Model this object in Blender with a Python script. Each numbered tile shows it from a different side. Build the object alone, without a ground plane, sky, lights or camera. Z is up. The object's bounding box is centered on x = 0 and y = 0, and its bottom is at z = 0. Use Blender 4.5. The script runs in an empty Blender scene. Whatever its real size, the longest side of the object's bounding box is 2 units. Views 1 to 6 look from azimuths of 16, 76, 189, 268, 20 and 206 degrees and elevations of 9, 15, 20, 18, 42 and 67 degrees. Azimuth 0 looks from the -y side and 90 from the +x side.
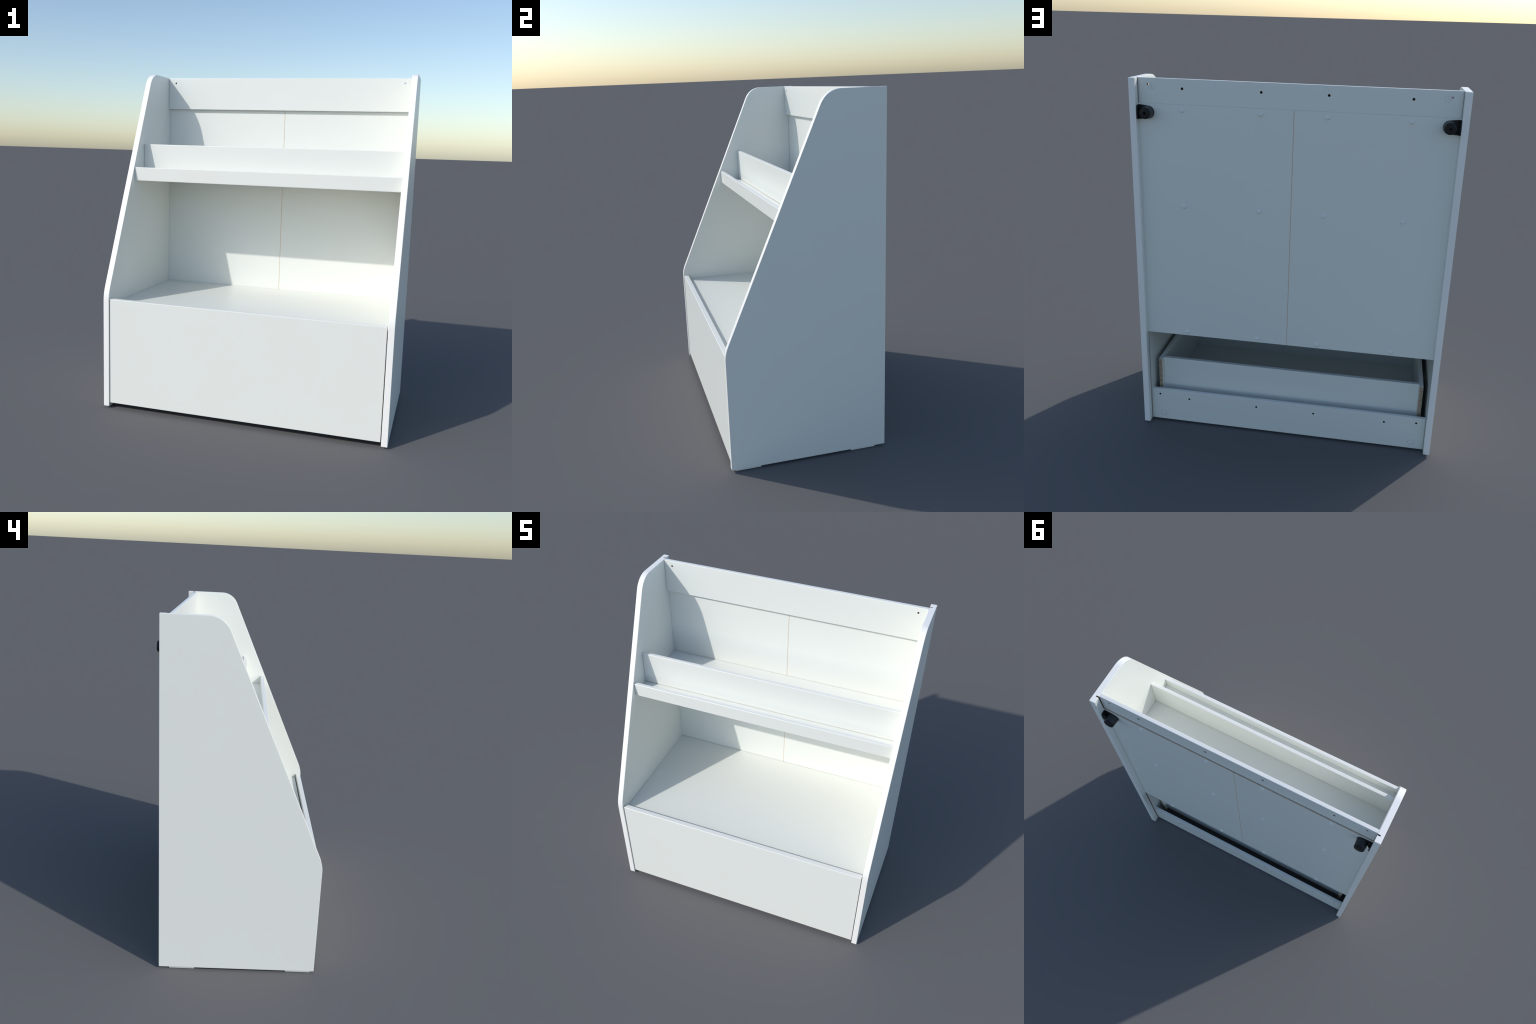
import bpy, bmesh, math
from mathutils import Vector, Matrix

# ------------------------------------------------------------------ sizes
W = 0.834          # half width over the side panels
T = 0.034          # side panel thickness
XI = W - T         # half inner width
Y_BACK = 0.4368     # rear edge of the side panels
Y_FRONT = -0.457   # front edge of the side panels
Z_BOT = 0.0108     # underside of the side panels (they stand on pads)
Z_TOP = 2.0

scene = bpy.context.scene
COL = scene.collection


# ------------------------------------------------------------------ materials
def new_mat(name):
    m = bpy.data.materials.new(name)
    m.use_nodes = True
    nt = m.node_tree
    return m, nt, nt.nodes["Principled BSDF"]


def noise_mix(nt, a, b, scale, detail=3.0, lo=0.3, hi=0.7, stretch=(1, 1, 1)):
    tc = nt.nodes.new("ShaderNodeTexCoord")
    mp = nt.nodes.new("ShaderNodeMapping")
    mp.inputs["Scale"].default_value = stretch
    nz = nt.nodes.new("ShaderNodeTexNoise")
    nz.inputs["Scale"].default_value = scale
    nz.inputs["Detail"].default_value = detail
    rp = nt.nodes.new("ShaderNodeValToRGB")
    rp.color_ramp.elements[0].position = lo
    rp.color_ramp.elements[0].color = (*a, 1)
    rp.color_ramp.elements[1].position = hi
    rp.color_ramp.elements[1].color = (*b, 1)
    nt.links.new(tc.outputs["Object"], mp.inputs["Vector"])
    nt.links.new(mp.outputs["Vector"], nz.inputs["Vector"])
    nt.links.new(nz.outputs["Fac"], rp.inputs["Fac"])
    return rp, mp


def laminate(name, a, b, rough=0.35, spec=0.5):
    m, nt, p = new_mat(name)
    rp, mp = noise_mix(nt, a, b, 3.5, 4.0)
    nt.links.new(rp.outputs["Color"], p.inputs["Base Color"])
    p.inputs["Roughness"].default_value = rough
    p.inputs["Specular IOR Level"].default_value = spec
    nz = nt.nodes.new("ShaderNodeTexNoise")
    nz.inputs["Scale"].default_value = 260.0
    nz.inputs["Detail"].default_value = 2.0
    bp = nt.nodes.new("ShaderNodeBump")
    bp.inputs["Strength"].default_value = 0.03
    bp.inputs["Distance"].default_value = 0.002
    nt.links.new(mp.outputs["Vector"], nz.inputs["Vector"])
    nt.links.new(nz.outputs["Fac"], bp.inputs["Height"])
    nt.links.new(bp.outputs["Normal"], p.inputs["Normal"])
    return m


def chipboard(name, a, b, c):
    m, nt, p = new_mat(name)
    rp, mp = noise_mix(nt, a, b, 70.0, 5.0, 0.35, 0.65)
    vo = nt.nodes.new("ShaderNodeTexVoronoi")
    vo.inputs["Scale"].default_value = 110.0
    r2 = nt.nodes.new("ShaderNodeValToRGB")
    r2.color_ramp.elements[0].position = 0.1
    r2.color_ramp.elements[1].position = 0.3
    mx = nt.nodes.new("ShaderNodeMix")
    mx.data_type = "RGBA"
    mx.inputs[6].default_value = (*c, 1)
    nt.links.new(mp.outputs["Vector"], vo.inputs["Vector"])
    nt.links.new(vo.outputs["Distance"], r2.inputs["Fac"])
    nt.links.new(r2.outputs["Color"], mx.inputs["Factor"])
    nt.links.new(rp.outputs["Color"], mx.inputs[7])
    nt.links.new(mx.outputs[2], p.inputs["Base Color"])
    p.inputs["Roughness"].default_value = 0.9
    p.inputs["Specular IOR Level"].default_value = 0.2
    return m


def plain(name, a, b, rough, scale=40.0, spec=0.5):
    m, nt, p = new_mat(name)
    rp, _ = noise_mix(nt, a, b, scale)
    nt.links.new(rp.outputs["Color"], p.inputs["Base Color"])
    p.inputs["Roughness"].default_value = rough
    p.inputs["Specular IOR Level"].default_value = spec
    return m


WHITE = laminate("white_laminate", (0.841, 0.859, 0.811), (0.847, 0.865, 0.817))
EDGE = laminate("white_rim_band", (0.955, 0.947, 0.912), (0.98, 0.972, 0.937), 0.35)
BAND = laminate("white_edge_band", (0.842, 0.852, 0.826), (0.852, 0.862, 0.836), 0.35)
DARK = plain("hole_dark_brown", (0.11, 0.075, 0.05), (0.15, 0.10, 0.07), 0.9, 60.0, 0.2)
RAW = chipboard("raw_chipboard", (0.36, 0.27, 0.19), (0.56, 0.45, 0.33), (0.22, 0.15, 0.10))
GROOVE = plain("brown_fibreboard", (0.26, 0.17, 0.10), (0.36, 0.25, 0.16), 0.9, 60.0, 0.2)
SEAM = plain("tan_fibreboard_edge", (0.60, 0.42, 0.27), (0.74, 0.55, 0.39), 0.9, 60.0, 0.2)
PLASTIC = plain("white_plastic", (0.85, 0.865, 0.83), (0.87, 0.885, 0.85), 0.5)
BLACK = plain("black_plastic", (0.006, 0.006, 0.007), (0.009, 0.009, 0.010), 0.45, 40.0, 0.35)
DARK_GREY = plain("dark_grey_plastic", (0.018, 0.020, 0.022), (0.024, 0.026, 0.029), 0.4, 40.0, 0.5)


# ------------------------------------------------------------------ helpers
def make(name, bm, mats, parent, smooth=None):
    bmesh.ops.recalc_face_normals(bm, faces=bm.faces)
    me = bpy.data.meshes.new(name)
    bm.to_mesh(me)
    bm.free()
    for m in mats:
        me.materials.append(m)
    ob = bpy.data.objects.new(name, me)
    COL.objects.link(ob)
    ob.parent = parent
    if smooth is not None:
        me.shade_smooth()
        me.set_sharp_from_angle(angle=math.radians(smooth))
    return ob


def empty(name, loc, parent=None):
    ob = bpy.data.objects.new(name, None)
    ob.empty_display_size = 0.1
    COL.objects.link(ob)
    ob.parent = parent
    ob.location = loc
    return ob


def box_bm(lo, hi, bevel=0.0025, seg=3):
    bm = bmesh.new()
    bmesh.ops.create_cube(bm, size=1.0)
    c = [(a + b) / 2 for a, b in zip(lo, hi)]
    s = [abs(b - a) for a, b in zip(lo, hi)]
    bm.transform(Matrix.Translation(c) @ Matrix.Diagonal((*s, 1)))
    if bevel:
        bmesh.ops.bevel(bm, geom=list(bm.edges), offset=bevel, segments=seg,
                        affect="EDGES", profile=0.5)
    return bm


AXES = {"-x": (-1, 0, 0), "+x": (1, 0, 0), "-y": (0, -1, 0),
        "+y": (0, 1, 0), "-z": (0, 0, -1), "+z": (0, 0, 1)}


def board(name, lo, hi, parent, raw=(), band=(), bevel=0.0025):
    """A laminated board: white faces, edge-banded edges, some edges left raw."""
    bm = box_bm(lo, hi, bevel)
    bm.normal_update()
    for f in bm.faces:
        for k in band:
            if f.normal.dot(Vector(AXES[k])) > 0.9:
                f.material_index = 1
        for k in raw:
            if f.normal.dot(Vector(AXES[k])) > 0.9:
                f.material_index = 2
    return make(name, bm, [WHITE, BAND, RAW, GROOVE], parent, 10)


def lathe_bm(profile, n=32, axis="y"):
    """Revolve (radius, height) pairs round an axis through the origin."""
    bm = bmesh.new()
    rings = []
    for r, h in profile:
        ring = []
        for i in range(n):
            a = 2 * math.pi * i / n
            u, v = r * math.cos(a), r * math.sin(a)
            ring.append(bm.verts.new({"y": (u, h, v), "z": (u, v, h), "x": (h, u, v)}[axis]))
        rings.append(ring)
    for a, b in zip(rings, rings[1:]):
        for i in range(n):
            j = (i + 1) % n
            bm.faces.new((a[i], a[j], b[j], b[i]))
    bm.faces.new(rings[0])
    bm.faces.new(rings[-1])
    return bm


def carve(ob, cutters):
    """Cut the cutters out of ob; the walls of the cut keep the cutter's material."""
    for c in cutters:
        md = ob.modifiers.new("cut", "BOOLEAN")
        md.operation = "DIFFERENCE"
        md.solver = "EXACT"
        md.material_mode = "TRANSFER"
        md.object = c
    dg = bpy.context.evaluated_depsgraph_get()
    dg.update()
    me = bpy.data.meshes.new_from_object(ob.evaluated_get(dg), depsgraph=dg)
    ob.modifiers.clear()
    old = ob.data
    ob.data = me
    me.name = ob.name
    bpy.data.meshes.remove(old)
    for c in cutters:
        d = c.data
        bpy.data.objects.remove(c)
        bpy.data.meshes.remove(d)
    me.shade_smooth()
    me.set_sharp_from_angle(angle=math.radians(10))


def drill(x, z, y0, y1, r=0.0058, mat=None):
    bm = lathe_bm([(r, y0), (r, y1)], 16)
    bm.transform(Matrix.Translation((x, 0, z)))
    return make("drill", bm, [mat or GROOVE], None)


def fillet(p, q, s, r, n):
    """Points of an arc of radius r that rounds the corner q between p and s."""
    p, q, s = Vector(p), Vector(q), Vector(s)
    a, b = (p - q).normalized(), (s - q).normalized()
    half = a.angle(b) / 2
    c = q + (a + b).normalized() * (r / math.sin(half))
    t = r / math.tan(half)
    v0, v1 = q + a * t - c, q + b * t - c
    tot = v0.angle_signed(v1)
    out = []
    for i in range(n + 1):
        ang = -tot * i / n
        out.append(c + Matrix.Rotation(ang, 2) @ v0)
    return out


# ------------------------------------------------------------------ the thing
book = empty("display_bookcase", (0, 0, 0))
book["label"] = "white slanted children's book display bookcase with large drawer"
book["category"] = "bookcase"


def slope_y(z):
    return -0.4395 + 0.439 * (z - 0.73)


def slope_z(y):
    return 0.73 + (y + 0.4395) / 0.439


# ---- side panels: sloping profile with rounded shoulders, a groove for the back
def side_panel(sgn):
    knee = (Y_FRONT, slope_z(Y_FRONT))
    shoulder = (slope_y(Z_TOP), Z_TOP)
    prof = [Vector((Y_BACK, Z_BOT)), Vector((Y_FRONT, Z_BOT))]
    prof += fillet((Y_FRONT, Z_BOT), knee, shoulder, 0.20, 8)
    prof += fillet(knee, shoulder, (Y_BACK, Z_TOP), 0.118, 12)
    prof += [Vector((Y_BACK, Z_TOP))]
    bm = bmesh.new()
    ring = [bm.verts.new((sgn * XI, p.x, p.y)) for p in prof]
    f = bm.faces.new(ring)
    ex = bmesh.ops.extrude_face_region(bm, geom=[f])
    vs = [v for v in ex["geom"] if isinstance(v, bmesh.types.BMVert)]
    bmesh.ops.translate(bm, verts=vs, vec=(sgn * T, 0, 0))
    bmesh.ops.recalc_face_normals(bm, faces=bm.faces)
    rim = [e for e in bm.edges if e.is_manifold and e.calc_face_angle() > 0.9]
    bmesh.ops.bevel(bm, geom=rim, offset=0.0018, segments=2, affect="EDGES", profile=0.5)
    bm.normal_update()
    for f in bm.faces:
        if abs(f.normal.x) < 0.5:
            f.material_index = 1
    ob = make("side_panel", bm, [WHITE, EDGE, RAW, GROOVE], book, 10)
    gx = sorted((sgn * (XI - 0.02), sgn * (XI + 0.016)))
    g = make("groove", box_bm((gx[0], 0.3935, -0.1), (gx[1], 0.4010, 2.1), 0), [GROOVE], None)
    # shelf pin hole in the inner face
    pin = lathe_bm([(0.0035, sgn * (XI - 0.01)), (0.0035, sgn * (XI + 0.004))], 12, "x")
    pin.transform(Matrix.Translation((0, PIN[0], PIN[1])))
    carve(ob, [g, make("pin", pin, [WHITE], None)])
    # pads under the panel
    for y0, y1 in ((-0.436, -0.291), (0.234, 0.378)):
        x0, x1 = sorted((sgn * (XI + 0.009), sgn * (W - 0.006)))
        make("foot_pad", box_bm((x0, y0, 0.0), (x1, y1, Z_BOT + 0.001), 0.002, 2), [PLASTIC], ob, 10)
    return ob


PIN = (0.268, 1.440)
for s in (1, -1):
    side_panel(s)

# ---- top rail with through holes, blind holes and fixing caps
NX = (-0.5697, -0.1671, 0.1671, 0.5700)
EPS = 0.0006


def fixing_cap(x, z, y, r, parent, turn, slot=True, proud=0.0012):
    bm = lathe_bm([(r, -0.006), (r, proud - 0.0008), (r - 0.001, proud)], 28)
    ob = make("fixing_cap", bm, [PLASTIC, GROOVE], parent, 10)
    if slot:
        c = box_bm((-0.0016, proud - 0.0030, -r * 0.66), (0.0016, 0.05, r * 0.66), 0)
        c.transform(Matrix.Rotation(turn, 4, "Y"))
        carve(ob, [make("slot", c, [PLASTIC], None)])
    ob.location = (x, y, z)
    return ob


rail = board("top_rail", (-XI + EPS, 0.3705, 1.7988), (XI - EPS, 0.392, 1.9992), book,
             band=("+z", "-z"))
carve(rail, [drill(sx * 0.748, 1.9675, 0.3, 0.45) for sx in (1, -1)]
      + [drill(x, 1.9517, 0.376, 0.45, 0.0068, DARK) for x in NX]
      + [drill(sx * 0.7285, 1.9585, 0.387, 0.45, 0.0156, WHITE) for sx in (1, -1)])
for sx in (1, -1):
    fixing_cap(sx * 0.7285, 1.9585, 0.392, 0.0149, rail, 0.3 * sx, True, 0.0006)

# ---- bottom rail at the back
low = board("bottom_rail", (-XI + EPS, 0.3690, Z_BOT), (XI - EPS, 0.3915, 0.2108), book,
            band=("+z", "-z"))
carve(low, [drill(sx * 0.748, 0.1785, 0.376, 0.45, 0.0060, DARK) for sx in (1, -1)]
      + [drill(x, 0.1632, 0.376, 0.45, 0.0060, DARK) for x in NX]
      + [drill(sx * 0.729, 0.0515, 0.386, 0.45, 0.0170, GROOVE) for sx in (1, -1)])
for sx in (1, -1):
    fixing_cap(sx * 0.729, 0.0515, 0.3915, 0.0158, low, -0.35)

# ---- back: two thin sheets meeting at a seam, held by domed pins
pin_bm = lathe_bm([(0.0120, 0.0), (0.0119, 0.0022), (0.0104, 0.0048),
                   (0.0070, 0.0068), (0.0030, 0.0077)], 24)
pin_proto = make("pin_proto", pin_bm, [PLASTIC], None, 60)
PIN_MESH = pin_proto.data
bpy.data.objects.remove(pin_proto)

sheets = []
for sx in (1, -1):
    x0, x1 = sorted((sx * 0.0014, sx * (XI + 0.0145)))
    bm = box_bm((x0, 0.3945, 0.589), (x1, 0.4003, 1.874), 0.0004, 1)
    bm.normal_update()
    for f in bm.faces:
        if abs(f.normal.y) < 0.5:
            f.material_index = 1
    sheets.append(make("back_sheet", bm, [WHITE, SEAM], book))
make("back_seam", box_bm((-0.0018, 0.3951, 0.5895), (0.0018, 0.3997, 1.8735), 0), [SEAM], book)
for x in NX:
    sheet = sheets[0] if x > 0 else sheets[1]
    for z in (1.8466, 1.3462, 0.6116):
        ob = bpy.data.objects.new("back_pin", PIN_MESH)
        COL.objects.link(ob)
        ob.parent = sheet
        ob.location = (x, 0.4001, z)

# ---- upper display shelf: base, tall divider, low front lip
S_TOP = 1.3565
shelf = board("upper_shelf", (-XI + EPS, -0.1075, 1.3355), (XI - EPS, 0.3925, S_TOP), book,
              raw=("+y",), bevel=0.0012)
board("shelf_divider", (-XI + EPS, 0.0012, S_TOP + 0.0012), (XI - EPS, 0.0240, 1.5590), shelf,
      raw=("-z",), band=("+z",), bevel=0.0032)
board("shelf_lip", (-XI + EPS, -0.1300, 1.3365), (XI - EPS, -0.1070, 1.4178), shelf,
      band=("+z", "-z"), bevel=0.0032)

# ---- lower shelf above the drawer
board("lower_shelf", (-XI + EPS, -0.414, 0.5955), (XI - EPS, 0.3925, 0.6285), book,
      raw=("+y",), band=("-y",), bevel=0.0012)

# ---- drawer on castors
drawer = empty("drawer", (0, 0, 0), book)
board("drawer_front", (-0.7950, -0.4520, 0.0315), (0.7950, -0.4212, 0.6600), drawer,
      band=("+z", "-z", "+x", "-x"), bevel=0.0028)
for sx in (1, -1):
    x0, x1 = sorted((sx * 0.7495, sx * 0.7720))
    board("drawer_side", (x0, -0.4208, 0.0865), (x1, 0.330, 0.3785), drawer,
          raw=("+y",), band=("+z",), bevel=0.002)
dback = board("drawer_back", (-0.7491, 0.2855, 0.0865), (0.7491, 0.309, 0.3785), drawer,
              band=("+z",), bevel=0.002)
for sx in (1, -1):
    for z in (0.3288, 0.199):
        fixing_cap(sx * 0.678, z, 0.309, 0.0085, dback, 0.0, False, 0.0005)
board("drawer_bottom", (-0.7491, -0.4208, 0.0880), (0.7491, 0.2851, 0.0950), drawer, bevel=0.0008)


def castor(x, y):
    top = box_bm((-0.030, -0.030, 0.0800), (0.030, 0.030, 0.0878), 0.002, 2)
    for dx in (-0.019, 0.013):
        b = box_bm((dx, -0.014, 0.026), (dx + 0.006, 0.014, 0.0805), 0.002, 2)
        me = bpy.data.meshes.new("t")
        b.to_mesh(me)
        b.free()
        top.from_mesh(me)
        bpy.data.meshes.remove(me)
    ob = make("castor", top, [BLACK], drawer, 10)
    ob.location = (x, y, 0)
    wh = lathe_bm([(0.024, -0.0115), (0.031, -0.010), (0.0345, -0.006), (0.0345, 0.006),
                   (0.031, 0.010), (0.024, 0.0115)], 32, "x")
    wheel = make("castor_wheel", wh, [BLACK], ob, 40)
    wheel.location = (0, 0, 0.0345)


for cx in (-0.66, 0.66):
    for cy in (-0.33, 0.20):
        castor(cx, cy)


# ---- black wall bumpers in the upper rear corners
def bumper(sgn):
    cx, cz, r = 0.7486, 1.8300, 0.0325
    # base plate: a disc drawn out to the side panel
    pts = []
    for i in range(25):
        a = math.radians(95 + 170 * i / 24)
        pts.append((cx + r * math.cos(a), cz + r * math.sin(a)))
    rc = 0.007
    for (ax, az, a0) in ((XI - 0.0008 - rc, 1.7945 + rc, 270), (XI - 0.0008 - rc, 1.8680 - rc, 0)):
        for i in range(5):
            a = math.radians(a0 + 90 * i / 4)
            pts.append((ax + rc * math.cos(a), az + rc * math.sin(a)))
    bm = bmesh.new()
    ring = [bm.verts.new((sgn * x, 0.4004, z)) for x, z in pts]
    f = bm.faces.new(ring)
    ex = bmesh.ops.extrude_face_region(bm, geom=[f])
    bmesh.ops.translate(bm, vec=(0, 0.0048, 0),
                        verts=[v for v in ex["geom"] if isinstance(v, bmesh.types.BMVert)])
    base = make("wall_bumper", bm, [BLACK], book, 10)
    # flange lying on the side panel, rounded outer corners
    rc = 0.012
    prof = [(0.4045, 1.7955), (0.4045, 1.8670)]
    for (ay, az, a0) in ((0.4315 - rc, 1.8670 - rc, 90), (0.4315 - rc, 1.7955 + rc, 0)):
        for i in range(6):
            a = math.radians(a0 - 90 * i / 5)
            prof.append((ay + rc * math.cos(a), az + rc * math.sin(a)))
    bm = bmesh.new()
    ring = [bm.verts.new((sgn * (XI - 0.0008), y, z)) for y, z in prof]
    f = bm.faces.new(ring)
    ex = bmesh.ops.extrude_face_region(bm, geom=[f])
    bmesh.ops.translate(bm, vec=(-sgn * 0.0065, 0, 0),
                        verts=[v for v in ex["geom"] if isinstance(v, bmesh.types.BMVert)])
    bmesh.ops.recalc_face_normals(bm, faces=bm.faces)
    make("bumper_flange", bm, [BLACK], base, 25)
    # ribs between flange and plate
    for z in (1.806, 1.856):
        bm = bmesh.new()
        tri = [(XI - 0.007, 0.405), (XI - 0.007, 0.420), (XI - 0.020, 0.405)]
        ring = [bm.verts.new((sgn * x, y, z - 0.002)) for x, y in tri]
        f = bm.faces.new(ring)
        ex = bmesh.ops.extrude_face_region(bm, geom=[f])
        bmesh.ops.translate(bm, vec=(0, 0, 0.004),
                            verts=[v for v in ex["geom"] if isinstance(v, bmesh.types.BMVert)])
        make("bumper_rib", bm, [BLACK], base)
    # round buffer with a rounded rim and a screw hole
    cap = lathe_bm([(0.0315, 0.4046), (0.0308, 0.420), (0.0292, 0.444), (0.0285, 0.4500),
                    (0.0268, 0.4545), (0.0240, 0.4565), (0.0210, 0.4570), (0.0068, 0.4570),
                    (0.0060, 0.4560), (0.0060, 0.4300)], 40)
    for f in cap.faces:
        if f.calc_center_median().y < 0.447:
            f.material_index = 1
    ob = make("bumper_cap", cap, [BLACK, DARK_GREY], base, 40)
    ob.location = (sgn * cx, 0, cz)


for s in (1, -1):
    bumper(s)
